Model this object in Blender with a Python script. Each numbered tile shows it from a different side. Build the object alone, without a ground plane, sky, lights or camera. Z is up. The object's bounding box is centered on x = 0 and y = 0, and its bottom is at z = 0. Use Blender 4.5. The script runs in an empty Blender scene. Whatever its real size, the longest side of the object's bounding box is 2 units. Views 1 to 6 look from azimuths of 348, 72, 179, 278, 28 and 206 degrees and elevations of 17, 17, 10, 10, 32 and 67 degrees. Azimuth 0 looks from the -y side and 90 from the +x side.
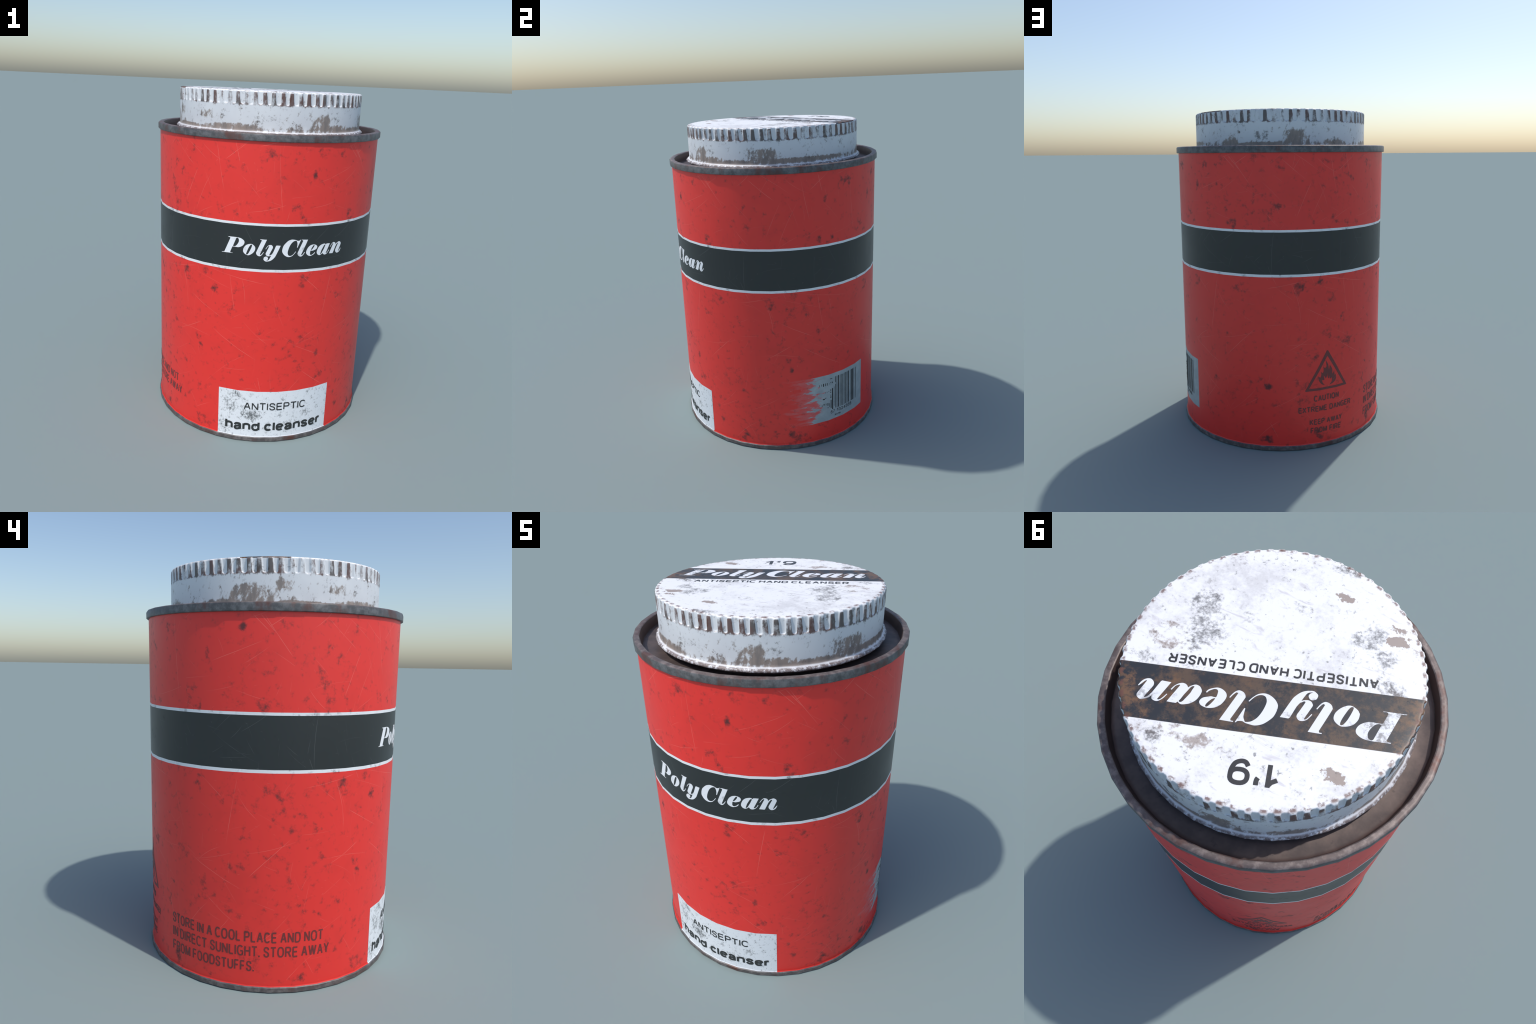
"""Old painted tin with a knurled screw cap.

The tin is a 36-sided lathe form: painted wall with a black printed band, a paper
label, a worn bar-code sticker, steel seam rims, a recessed lid and a white cap whose
edge is pressed into 72 flutes.  All printing is laid on the wall by one wrap rule.
"""
import bpy, bmesh, math, random
from mathutils import Vector, noise

random.seed(7)

# ------------------------------------------------------------------ dimensions
SIDES = 36                 # facets of the tin
FIRST = 8.1                # azimuth (deg) of one facet corner; 0 = -y, 90 = +x
R_WALL = 0.6605            # corner radius of the wall
R_RIM = 0.6725
Z_FOOT, Z_FLARE = 0.027, 0.0325
Z_TOP = 1.762              # wall meets the top rim
BAND = (1.0585, 1.0735, 1.3155, 1.3290)   # white line, black band, white line
R_CAP = 0.5440
CAP_TURN = math.radians(19.7)             # printing on the cap is turned by this
DEG = math.radians(1.0)
ARC = R_WALL * DEG         # metres of wall per degree


def pt(az, r, z):
    return Vector((r * math.sin(az * DEG), -r * math.cos(az * DEG), z))


def facet(az):
    """distance of a flat facet from the axis, relative to its corners"""
    half = 180.0 / SIDES
    return math.cos(half * DEG) / math.cos((((az - FIRST) % (2 * half)) - half) * DEG)


def wall_radius(z):
    if z >= Z_FLARE:
        return R_WALL
    return R_WALL + (Z_FLARE - z) / (Z_FLARE - Z_FOOT) * (R_RIM - 0.0050 - R_WALL)


def wrap(az, z, lift):
    return pt(az, wall_radius(z) * facet(az) + lift, z)


# ------------------------------------------------------------------ node helper
class N:
    """a socket with arithmetic"""
    def __init__(self, g, s):
        self.g, self.s = g, s

    def m(self, op, *a, clamp=False):
        n = self.g.nodes.new("ShaderNodeMath")
        n.operation, n.use_clamp = op, clamp
        for i, x in enumerate((self,) + a):
            if isinstance(x, N):
                self.g.links.new(x.s, n.inputs[i])
            else:
                n.inputs[i].default_value = x
        return N(self.g, n.outputs[0])

    def __add__(self, o): return self.m("ADD", o)
    __radd__ = __add__
    def __sub__(self, o): return self.m("SUBTRACT", o)
    def __rsub__(self, o): return (self * -1.0) + o
    def __mul__(self, o): return self.m("MULTIPLY", o)
    __rmul__ = __mul__
    def __truediv__(self, o): return self.m("DIVIDE", o)
    def abs(self): return self.m("ABSOLUTE")
    def max(self, o): return self.m("MAXIMUM", o)
    def min(self, o): return self.m("MINIMUM", o)
    def mod(self, o): return self.m("FLOORED_MODULO", o)
    def gt(self, o): return self.m("GREATER_THAN", o)
    def lt(self, o): return self.m("LESS_THAN", o)

    def step(self, a, b, lo=0.0, hi=1.0):
        n = self.g.nodes.new("ShaderNodeMapRange")
        n.interpolation_type = "SMOOTHSTEP"
        self.g.links.new(self.s, n.inputs[0])
        if a > b:
            a, b, lo, hi = b, a, hi, lo
        for i, x in zip((1, 2, 3, 4), (a, b, lo, hi)):
            n.inputs[i].default_value = x
        return N(self.g, n.outputs[0])

    def between(self, a, b, soft=0.0015):
        return self.step(a - soft, a + soft) * self.step(b + soft, b - soft)


class Mat:
    def __init__(self, name):
        self.mat = bpy.data.materials.new(name)
        self.mat.use_nodes = True
        self.g = self.mat.node_tree
        self.bsdf = next(n for n in self.g.nodes if n.type == "BSDF_PRINCIPLED")
        tc = self.g.nodes.new("ShaderNodeTexCoord")
        self.pos = tc.outputs["Object"]
        sp = self.g.nodes.new("ShaderNodeSeparateXYZ")
        self.g.links.new(self.pos, sp.inputs[0])
        self.x, self.y, self.z = (N(self.g, sp.outputs[i]) for i in range(3))
        self.az = self.x.m("ARCTAN2", self.y * -1.0) * (1 / DEG)
        self.r = (self.x * self.x + self.y * self.y).m("SQRT")
        self.u = self.az * ARC

    def vec(self, x, y, z=0.0):
        n = self.g.nodes.new("ShaderNodeCombineXYZ")
        for i, v in enumerate((x, y, z)):
            if isinstance(v, N):
                self.g.links.new(v.s, n.inputs[i])
            else:
                n.inputs[i].default_value = v
        return n.outputs[0]

    def scaled(self, sx, sy, sz, off=0.0):
        return self.vec(self.x * sx + off, self.y * sy + off * .7, self.z * sz + off * .3)

    def noise(self, scale, detail=4.0, rough=0.6, vec=None, distort=0.0):
        n = self.g.nodes.new("ShaderNodeTexNoise")
        self.g.links.new(vec or self.pos, n.inputs["Vector"])
        n.inputs["Scale"].default_value = scale
        n.inputs["Detail"].default_value = detail
        n.inputs["Roughness"].default_value = rough
        n.inputs["Distortion"].default_value = distort
        return N(self.g, n.outputs["Fac"])

    def blob(self, a, b, a0, b0, sa, sb):
        """soft ellipse round (a0, b0)"""
        p, q = (a - a0) * (1 / sa), (b - b0) * (1 / sb)
        return (p * p + q * q).step(1.0, 0.0)

    def blobs(self, a, b, table):
        out = None
        for row in table:
            k = row[4] if len(row) > 4 else 1.0
            m = self.blob(a, b, *row[:4]) * k
            out = m if out is None else out.max(m)
        return out

    def strokes(self, a, b, scale, length, width, keep, off=0.0, bend=0.6):
        """one straight hair-line scratch, randomly turned, per Voronoi cell"""
        v = self.g.nodes.new("ShaderNodeTexVoronoi")
        v.voronoi_dimensions = "2D"
        v.inputs["Scale"].default_value = 1.0
        p = (a * scale + off, b * scale + off * 1.7)
        self.g.links.new(self.vec(*p), v.inputs["Vector"])
        sc = self.g.nodes.new("ShaderNodeSeparateColor")
        self.g.links.new(v.outputs["Color"], sc.inputs[0])
        sp = self.g.nodes.new("ShaderNodeSeparateXYZ")
        self.g.links.new(v.outputs["Position"], sp.inputs[0])
        c1, c2, c3 = (N(self.g, sc.outputs[i]) for i in range(3))
        dx, dy = p[0] - N(self.g, sp.outputs[0]), p[1] - N(self.g, sp.outputs[1])
        t = c1 * 6.283
        c, s = t.m("COSINE"), t.m("SINE")
        q = dx * c + dy * s
        w = dy * c - dx * s + q * q * ((c3 - 0.5) * bend)
        return (w.abs().step(width, width * 0.3) * q.abs().step(length, length * 0.35)
                * c2.lt(keep) * (c3 * 0.7 + 0.3))

    def segment(self, a, b, a0, b0, a1, b1, width, bend=0.0):
        """one placed hair-line scratch from (a0, b0) to (a1, b1)"""
        L = math.hypot(a1 - a0, b1 - b0)
        c, s = (a1 - a0) / L, (b1 - b0) / L
        p, q = a - a0, b - b0
        along = (p * c + q * s) * (1 / L)
        across = q * c - p * s
        if bend:
            across = across + along * (1.0 - along) * bend
        return across.abs().step(width, width * 0.25) * (along - 0.5).abs().step(0.5, 0.3)

    def rgb(self, c):
        n = self.g.nodes.new("ShaderNodeRGB")
        n.outputs[0].default_value = (*c, 1.0)
        return n.outputs[0]

    def mix(self, a, b, f):
        n = self.g.nodes.new("ShaderNodeMix")
        n.data_type = "RGBA"
        n.clamp_factor = True
        for i, v in ((6, a), (7, b)):
            if isinstance(v, tuple):
                n.inputs[i].default_value = (*v, 1.0)
            else:
                self.g.links.new(v, n.inputs[i])
        if isinstance(f, N):
            self.g.links.new(f.s, n.inputs[0])
        else:
            n.inputs[0].default_value = f
        return n.outputs[2]

    def set(self, name, v):
        s = self.bsdf.inputs[name]
        if isinstance(v, N):
            self.g.links.new(v.s, s)
        elif hasattr(v, "is_output"):
            self.g.links.new(v, s)
        else:
            s.default_value = v

    def bump(self, h, strength, dist=0.004):
        n = self.g.nodes.new("ShaderNodeBump")
        n.inputs["Strength"].default_value = strength
        n.inputs["Distance"].default_value = dist
        self.g.links.new(h.s, n.inputs["Height"])
        self.g.links.new(n.outputs[0], self.bsdf.inputs["Normal"])


# ------------------------------------------------------------------ materials
RED, BLACK, WHITE = (0.78, 0.030, 0.022), (0.018, 0.022, 0.023), (0.80, 0.82, 0.84)
STEEL, RUST = (0.105, 0.108, 0.112), (0.13, 0.045, 0.03)

# the wear repeats three times round the tin: azimuth is taken modulo 120 degrees
STAINS = [  # azimuth mod 120, height, half width (deg), half height, strength
    (33.6, 1.358, 4.2, .050, 1.0), (94.0, 1.370, 2.2, .035, 1.0), (100.9, 1.365, 1.8, .030, 1.0),
    (67.4, .990, 3.8, .055, 1.0), (92.3, .798, 2.4, .035, .8), (75.6, .610, 2.6, .030, 1.0),
    (77.0, .560, 2.2, .045, .9), (78.2, .085, 5.0, .050, 1.0), (84.5, .066, 4.0, .040, .9),
    (20.8, .405, 4.5, .030, .9), (109.0, 1.695, 6.0, .045, .8), (86.8, 1.389, 3.0, .040, .8),
    (79.0, 1.032, 3.0, .035, .8), (85.0, .925, 3.5, .045, .7), (7.5, .995, 3.6, .060, .8),
    (10.5, 1.585, 1.6, .040, 1.0), (95.4, .650, 5.5, .040, .7), (51.5, .070, 5.0, .035, .9),
    (114.1, .085, 3.0, .060, .8), (18.4, .553, 2.0, .030, 1.0), (25.5, 1.690, 2.4, .030, .9),
    (40.0, .664, 7.0, .030, .6), (51.5, .398, 3.5, .025, .9), (2.2, 1.405, 6.0, .045, .6),
    (14.9, 1.700, 5.0, .040, .6), (37.7, .985, 6.0, .050, .6), (57.0, 1.466, 5.0, .040, .6),
    (97.2, 1.609, 2.0, .040, .8), (6.5, 1.350, 2.4, .030, .8), (110.5, 1.680, 5.0, .050, .6),
]
SCRATCHES = [  # azimuth mod 120, height -> azimuth, height, bend (m)
    (31.5, 1.752, 38.5, 1.660, 0), (33.0, 1.752, 45.0, 1.560, .006), (29.0, 1.745, 36.0, 1.668, 0),
    (42.5, 1.745, 35.0, 1.690, 0), (58.0, 1.735, 72.0, 1.600, .012), (12.0, 1.545, 34.0, 1.640, .010),
    (84.0, 1.745, 88.5, 1.480, .012), (93.0, 1.755, 95.5, 1.640, 0), (99.0, 1.750, 88.0, 1.650, 0),
    (104.0, 1.730, 115.0, 1.765, .008), (113.0, 1.755, 116.0, 1.380, .014), (74.0, 1.600, 66.0, 1.390, .010),
    (80.0, 1.055, 112.0, .985, .014), (92.0, 1.050, 95.5, .800, .008), (6.0, 1.050, 18.0, .930, 0),
    (24.0, 1.050, 19.0, .700, .010), (50.0, .990, 74.0, 1.045, .010), (83.0, .700, 108.0, .520, .012),
    (2.0, .640, 27.0, .500, .008), (46.0, .760, 28.0, .560, .010), (10.0, .455, 24.0, .330, .008),
    (62.0, .620, 78.0, .720, .010), (98.0, .330, 88.0, .240, 0), (35.0, .250, 47.0, .330, .008),
    (52.0, .180, 57.0, .070, 0), (108.0, .420, 112.0, .230, .006), (70.0, .880, 90.0, .760, .010),
]


def painted(name, base, dark, light, flecks=1.0, scratches=1.0, rough=0.45, label_dirt=False, places=True):
    """printed tin plate: sooty pits, cloudy stains and pale scratches"""
    m = Mat(name)
    wide = m.noise(2.6, 2, 0.5)
    grain = m.noise(1.0, 5, 0.60, m.scaled(27, 27, 27))
    fine = m.noise(1.0, 4, 0.7, m.scaled(95, 95, 70, 3.1))
    third = m.az.mod(120.0)
    stain = m.blobs(third, m.z, STAINS) if places else None
    cluster = m.noise(8.0, 2, 0.5)
    f = grain - 0.022 + (wide - 0.5) * 0.20 + (cluster - 0.5) * 0.26 + (fine - 0.5) * 0.14
    if stain is not None:
        f = f + stain * 0.19
    pits = f.step(0.585, 0.84)
    haze = f.step(0.50, 0.70)
    col = m.mix(base, dark, (pits * 0.80 + haze * 0.24) * flecks)
    col = m.mix(col, tuple(c * 0.80 for c in base), m.noise(5.5, 3, 0.6).step(0.48, 0.75) * 0.35 * flecks)
    if label_dirt:
        smudge = m.blobs(m.az, m.z, [(-15, .165, 7, .060), (-22.4, .300, 3.2, .035), (-25, .24, 7, .09, .6),
                                     (-29, .07, 6, .06, .7), (16, .17, 5, .03, .5), (6, .11, 9, .03, .5)])
        d = (grain * 0.6 + fine * 1.0 - 0.30 + smudge * 0.20).step(0.53, 0.84)
        col = m.mix(col, (0.035, 0.04, 0.042), d * 0.85)
    tu = third * ARC
    s = m.strokes(tu, m.z, 3.6, 0.55, 0.0050, 0.6, 0.0)
    s = s.max(m.strokes(tu, m.z, 6.5, 0.6, 0.0085, 0.55, 11.3))
    s = s.max(m.strokes(m.u, m.z, 11.0, 0.5, 0.0120, 0.40, 27.9) * 0.8)
    s = s.max(m.strokes(m.u, m.z, 30.0, 0.22, 0.05, 0.10, 41.0) * 0.7)
    if places:
        for a0, z0, a1, z1, b in SCRATCHES:
            s = s.max(m.segment(tu, m.z, a0 * ARC, z0, a1 * ARC, z1, 0.0016, b))
    worn = m.noise(9.0, 3, 0.6).step(0.35, 0.6) * 0.7 + 0.3
    col = m.mix(col, light, s * worn * scratches)
    m.set("Base Color", col)
    m.set("Roughness", m.noise(4.0, 4, 0.6) * 0.16 + (rough - 0.08) + pits * 0.15)
    m.set("Specular IOR Level", 0.66)
    m.bump(pits * -0.5 + s * -0.4, 0.12, 0.003)
    return m


def wall_material():
    """red wall that also carries the torn bar-code sticker"""
    m = painted("red_painted_tin", RED, (0.105, 0.016, 0.016), (0.88, 0.23, 0.18), 0.95, 0.44)
    old = m.bsdf.inputs["Base Color"].links[0].from_socket
    streak = m.noise(1.0, 5, 0.66, m.vec(m.u * 11.0, m.z * 46.0, 2.0))
    coarse = m.noise(1.0, 3, 0.55, m.vec(m.u * 5.0, m.z * 17.0, 7.0))
    edge = m.az + (streak - 0.5) * 34.0 + (coarse - 0.5) * 26.0
    left = edge.step(86.5, 90.5)
    inside = m.z.between(.1495, .4765, .0016) * m.az.step(125.25, 125.05)
    # sticker is cut off to the right by a straight edge, to the left by tearing
    stray = (m.noise(1.0, 3, 0.6, m.vec(m.u * 16.0, m.z * 60.0, 11.0)).step(0.66, 0.72)
             * m.az.between(75.0, 90.0, 3.0) * m.z.between(.13, .42, .02) * 0.55)
    smear = edge.step(76.0, 88.0) * inside * 0.22
    paper = (left * inside).max(stray).max(smear)
    tone = m.mix((0.31, 0.35, 0.37), (0.40, 0.44, 0.45), m.noise(14.0, 4, 0.6).step(0.35, 0.7))
    m.set("Base Color", m.mix(old, tone, paper))
    return m


def steel(name, rust=0.5, metal=0.28, floor=False):
    m = Mat(name)
    a = m.noise(6.0, 5, 0.65)
    b = m.noise(30.0, 5, 0.65)
    c = m.noise(1.0, 3, 0.6, m.scaled(26, 26, 3.0, 5.0))
    col = m.mix(tuple(x * 0.72 for x in STEEL), tuple(x * 1.5 for x in STEEL), b.step(0.35, 0.68))
    r = (a * 0.7 + b * 0.2 + c * 0.25).step(0.66 - 0.16 * rust, 0.80 - 0.16 * rust)
    rust_col = m.mix(RUST, (0.075, 0.035, 0.03), b.step(0.4, 0.65))
    worn = m.mix((0.130, 0.102, 0.097), (0.25, 0.205, 0.19), b.step(0.42, 0.66))
    col = m.mix(col, worn, m.z.step(1.7895, 1.7950).max(m.z.step(.03, .02) * 0.55))
    col = m.mix(col, rust_col, r * 0.8)
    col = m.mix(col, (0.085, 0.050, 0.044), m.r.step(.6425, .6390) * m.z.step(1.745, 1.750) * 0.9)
    if floor:
        col = m.mix(m.mix((0.105, 0.082, 0.078), (0.185, 0.138, 0.122), a.step(0.35, 0.7)),
                    (0.06, 0.05, 0.052), b.step(0.58, 0.76) * 0.6)
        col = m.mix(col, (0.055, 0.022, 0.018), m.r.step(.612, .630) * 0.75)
    m.set("Base Color", col)
    m.set("Metallic", metal)
    m.set("Roughness", b * 0.25 + 0.36)
    m.bump(b, 0.25, 0.003)
    return m


def cap_material():
    m = Mat("white_enamel_cap")
    cs, sn = math.cos(CAP_TURN), math.sin(CAP_TURN)
    pu, pv = m.x * cs + m.y * sn, m.y * cs - m.x * sn        # printing axes
    grain = m.noise(16.0, 6, 0.65)
    fine = m.noise(60.0, 5, 0.7)
    wide = m.noise(4.0, 3, 0.55)
    drip = m.noise(1.0, 5, 0.65, m.scaled(34, 34, 9, 4.0))
    top = m.z.step(1.992, 1.998)
    # --- top disc
    grey = m.blobs(m.x, m.y, [(.345, -.13, .10, .08), (.292, -.02, .10, .12), (-.029, -.525, .12, .05),
                              (-.335, -.22, .07, .05), (-.264, -.29, .07, .05), (-.235, -.25, .08, .05),
                              (.228, .42, .05, .04), (.031, -.269, .05, .04, .6), (.43, .175, .07, .04, .8),
                              (-.401, -.117, .08, .05), (.176, -.149, .05, .04, .6), (.24, .13, .05, .04, .6)])
    speck = m.noise(42.0, 4, 0.62)
    d1 = (grain * 0.5 + fine * 0.6 + grey * 0.15).step(0.60, 0.80)
    d1 = d1.max((speck * 0.8 + wide * 0.3).step(0.655, 0.74) * 0.85)
    brown = m.blobs(m.x, m.y, [(.387, .052, .12, .09, .8), (.084, .377, .12, .05), (.17, .36, .06, .05, .9), (-.40, -.117, .09, .05, .7),
                               (-.07, -.53, .08, .04, .7), (.20, .40, .12, .05, .7)])
    d2 = (grain * 0.7 + fine * 0.35 + brown * 0.17).step(0.63, 0.75)
    ex, ey = m.x + (grain - .5) * .13 + (fine - .5) * .05, m.y + (wide - .5) * .14 + (fine - .5) * .06
    chips = m.blobs(ex, ey, [(-.10, -.41, .045, .028, 1), (-.367, .262, .060, .026, 1),
                             (-.345, -.315, .05, .03, 1), (-.325, -.365, .05, .012, 1)]).step(0.25, 0.36)
    swirl = m.noise(1.0, 4, 0.6, m.vec(pu * 9.0 + pv * 5.0, pv * 26.0 + pu * 9.0, 1.0), 0.6).step(0.60, 0.72)
    white = (0.90, 0.895, 0.90)  # enamel lightened on the disc to reach the sun's overexposed white
    topcol = m.mix(white, (0.58, 0.55, 0.58), swirl * 0.65)
    cloud = (m.noise(3.2, 4, 0.6, m.scaled(1, 1, 1, 6.0)) * 0.6 + grain * 0.3 + fine * 0.25).step(0.555, 0.70)
    topcol = m.mix(topcol, (0.42, 0.40, 0.41), cloud * 0.40)
    rim = (m.r + (grain - .5) * .20 + (wide - .5) * .22).step(0.520, 0.575) * (fine * .5 + grain * .5).step(0.50, 0.66)
    topcol = m.mix(topcol, (0.30, 0.20, 0.155), rim * 0.7)
    topcol = m.mix(topcol, (0.30, 0.22, 0.18), (d2 * 0.75).max(chips * 0.85))
    topcol = m.mix(topcol, (0.10, 0.10, 0.105), d1 * 0.82)
    # band across the top, rust coming through the blue black
    blot = (m.noise(7.0, 6, 0.75) * 0.8 + grain * 0.25 + fine * 0.18 + pu * -0.02).step(0.56, 0.70)
    bandcol = m.mix((0.026, 0.029, 0.036), (0.125, 0.078, 0.050), blot * 0.85)
    bandcol = m.mix(bandcol, (0.20, 0.105, 0.055), (m.r + (grain - .5) * .25).step(0.44, 0.53) * (grain * .6 + fine * .5).step(0.52, 0.66) * 0.7)
    bandcol = m.mix(bandcol, (0.22, 0.11, 0.05), (m.noise(9.5, 5, 0.65, m.scaled(1, 1, 1, 8.0)).step(0.60, 0.70)) * 0.6)
    band = pv.between(.0500, .2655, .0010) * m.z.gt(1.9935)
    # --- side
    side = m.blobs(m.az, m.z, [(19, 1.85, 9, .055), (66, 1.84, 13, .065), (27, 1.82, 20, .022), (90, 1.815, 40, .020),
                               (-33, 1.81, 20, .030), (-93, 1.845, 17, .060), (-78, 1.88, 6, .040, .9), (-105, 1.80, 20, .03),
                               (-172, 1.845, 11, .060), (147, 1.815, 8, .045), (-146, 1.815, 11, .035),
                               (175, 1.80, 40, .022), (-50, 1.865, 9, .035, .7), (45, 1.805, 30, .022), (-70, 1.80, 25, .018)])
    slash = m.noise(1.0, 3, 0.6, m.vec(m.u * 26.0 - m.z * 14.0, m.z * 10.0 + m.u * 4.0, 3.0))
    low = m.z.step(1.838, 1.797)
    reach = m.noise(2.6, 2, 0.5)
    d3 = (side * 0.30 + low * 0.20 + (reach - 0.5) * 0.35 * low + (drip - 0.5) * 0.60
          + (slash - 0.5) * 0.95 + (fine - 0.5) * 0.75).step(0.09, 0.32)
    soot = m.blobs(m.az, m.z, [(165, 1.855, 3.5, .045), (169.5, 1.86, 3.5, .05), (-18, 1.86, 4, .04, .9),
                               (-40, 1.86, 3, .05, .6), (95, 1.83, 6, .03, .6), (-147, 1.82, 3, .04, .9), (30, 1.87, 5, .04, .6)])
    d4 = (grain * 0.4 + fine * 0.5 + drip * 0.2 + soot * 0.12).step(0.60, 0.73)
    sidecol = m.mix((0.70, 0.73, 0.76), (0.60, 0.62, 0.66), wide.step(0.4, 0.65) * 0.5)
    sidecol = m.mix(sidecol, m.mix((0.27, 0.205, 0.165), (0.175, 0.14, 0.12), drip.step(0.4, 0.65)), d3 * 0.88)
    sidecol = m.mix(sidecol, (0.07, 0.06, 0.055), d4 * 0.75)
    # --- worn crowns of the flutes: wherever the surface stands at full radius
    crown = m.r.step(R_CAP - .0030, R_CAP - .0008) * (m.z + (fine - .5) * .030 + (drip - .5) * .022).step(1.922, 1.933) * m.z.step(1.997, 1.992)
    patch = (m.noise(13.0, 2, 0.5, m.scaled(1, 1, .5, 2.0)) * 0.6 + drip * 0.40 + fine * 0.25).step(0.50, 0.655)
    rustcol = m.mix((0.095, 0.036, 0.026), (0.075, 0.058, 0.052), m.noise(11.0, 3, 0.5).step(0.45, 0.6))
    sidecol = m.mix(sidecol, rustcol, crown * patch * 0.92)
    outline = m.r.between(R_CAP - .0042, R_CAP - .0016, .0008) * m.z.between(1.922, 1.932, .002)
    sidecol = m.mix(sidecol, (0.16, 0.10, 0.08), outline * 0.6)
    # bottom bead worn to bare metal
    sidecol = m.mix(sidecol, (0.80, 0.80, 0.83), m.z.step(1.798, 1.792) * 0.8)
    sidecol = m.mix(sidecol, (0.12, 0.07, 0.055), m.z.step(1.7925, 1.7880) * (drip * 0.3 + fine * 0.8).step(0.42, 0.60) * 0.85)
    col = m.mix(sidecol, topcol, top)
    col = m.mix(col, bandcol, band)
    # rust dashes on the top corner, one per crown
    saw = ((m.az - 2.3 + (grain - .5) * 3.0).mod(5.0) - 2.5).abs().step(1.9, 0.7)
    rr = m.r + (fine - .5) * .012
    dash = rr.between(.5235, .5365, .004) * m.z.gt(1.990) * saw * (fine * 0.6 + grain * 0.5).step(0.46, 0.58)
    col = m.mix(col, (0.15, 0.065, 0.05), dash * 0.85)
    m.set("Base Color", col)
    m.set("Roughness", grain * 0.15 + 0.36 + d1 * 0.2)
    m.set("Specular IOR Level", 0.5)
    m.bump(fine * 0.3 + d1 * -0.4 - d3 * 0.3, 0.22, 0.003)
    return m


def print_on_cap(name, base):
    m = Mat(name)
    grain = m.noise(18.0, 6, 0.68)
    fine = m.noise(60.0, 4, 0.7)
    d = (grain * 0.7 + fine * 0.4).step(0.60, 0.74)
    worn = m.blob(m.x, m.y, -.45, .02, .11, .12).step(0.0, 0.6) * (grain * .5 + fine * .7).step(0.54, 0.70)
    worn = worn.max(m.blob(m.x, m.y, .33, .31, .06, .05) * 0.8 * (grain * .6 + fine * .5).step(0.50, 0.62))
    dark = sum(base) < 1.0
    m.set("Base Color", m.mix(base, (0.16, 0.11, 0.085) if dark else (0.22, 0.21, 0.21), (d * 0.7).max(worn * 0.8)))
    m.set("Roughness", 0.40)
    return m


# ------------------------------------------------------------------ mesh builders
def make_object(name, mesh, mat, parent, kind=None):
    ob = bpy.data.objects.new(name, mesh)
    bpy.context.scene.collection.objects.link(ob)
    mesh.materials.clear()
    mesh.materials.append(mat.mat if isinstance(mat, Mat) else mat)
    ob.parent = parent
    if kind:
        ob["kind"] = kind
    return ob


def radial_normals(mesh, flare=False):
    mesh.polygons.foreach_set("use_smooth", [True] * len(mesh.polygons))
    out = []
    for v in mesh.vertices:
        n = Vector((v.co.x, v.co.y, 0)).normalized()
        if flare and v.co.z < Z_FLARE - 0.001:
            n = (n + Vector((0, 0, 0.8))).normalized()
        out.append(n)
    mesh.normals_split_custom_set_from_vertices(out)


def lathe(name, profile, mat, parent, azimuths, sharp=35, polygon=True, cap_end=False, cap_start=False):
    """turn a (radius, height) profile; corners sharper than `sharp` degrees stay crisp"""
    bm = bmesh.new()
    rings = []
    for r, z in profile:
        rings.append([bm.verts.new(pt(a, r * (facet(a) if polygon else 1.0), z)) for a in azimuths])
    n = len(azimuths)
    for a, b in zip(rings, rings[1:]):
        for i in range(n):
            j = (i + 1) % n
            bm.faces.new((a[i], a[j], b[j], b[i]))
    if cap_end:
        bm.faces.new(rings[-1])
    if cap_start:
        bm.faces.new(list(reversed(rings[0])))
    bmesh.ops.recalc_face_normals(bm, faces=bm.faces)
    for e in bm.edges:
        if len(e.link_faces) == 2 and e.calc_face_angle(0) > sharp * DEG:
            e.smooth = False
    for f in bm.faces:
        f.smooth = True
    me = bpy.data.meshes.new(name)
    bm.to_mesh(me)
    bm.free()
    return make_object(name, me, mat, parent)


CORNERS = [FIRST + 360.0 / SIDES * i for i in range(SIDES)]


def wall_ring(name, z0, z1, mat, parent, rows=1):
    """a piece of the tin's wall between two heights"""
    zs = [z0 + (z1 - z0) * i / rows for i in range(rows + 1)]
    if z0 < Z_FLARE:
        zs = [z0, Z_FLARE - 0.0005, Z_FLARE + .0005] + zs[1:]
    bm = bmesh.new()
    rings = [[bm.verts.new(pt(a, wall_radius(z), z)) for a in CORNERS] for z in zs]
    for a, b in zip(rings, rings[1:]):
        for i in range(SIDES):
            j = (i + 1) % SIDES
            bm.faces.new((a[i], a[j], b[j], b[i]))
    me = bpy.data.meshes.new(name)
    bm.to_mesh(me)
    bm.free()
    radial_normals(me, True)
    return make_object(name, me, mat, parent)


def flat_to_bmesh(mesh):
    bm = bmesh.new()
    bm.from_mesh(mesh)
    bpy.data.meshes.remove(mesh)
    bmesh.ops.remove_doubles(bm, verts=bm.verts, dist=1e-5)
    return bm


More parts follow.
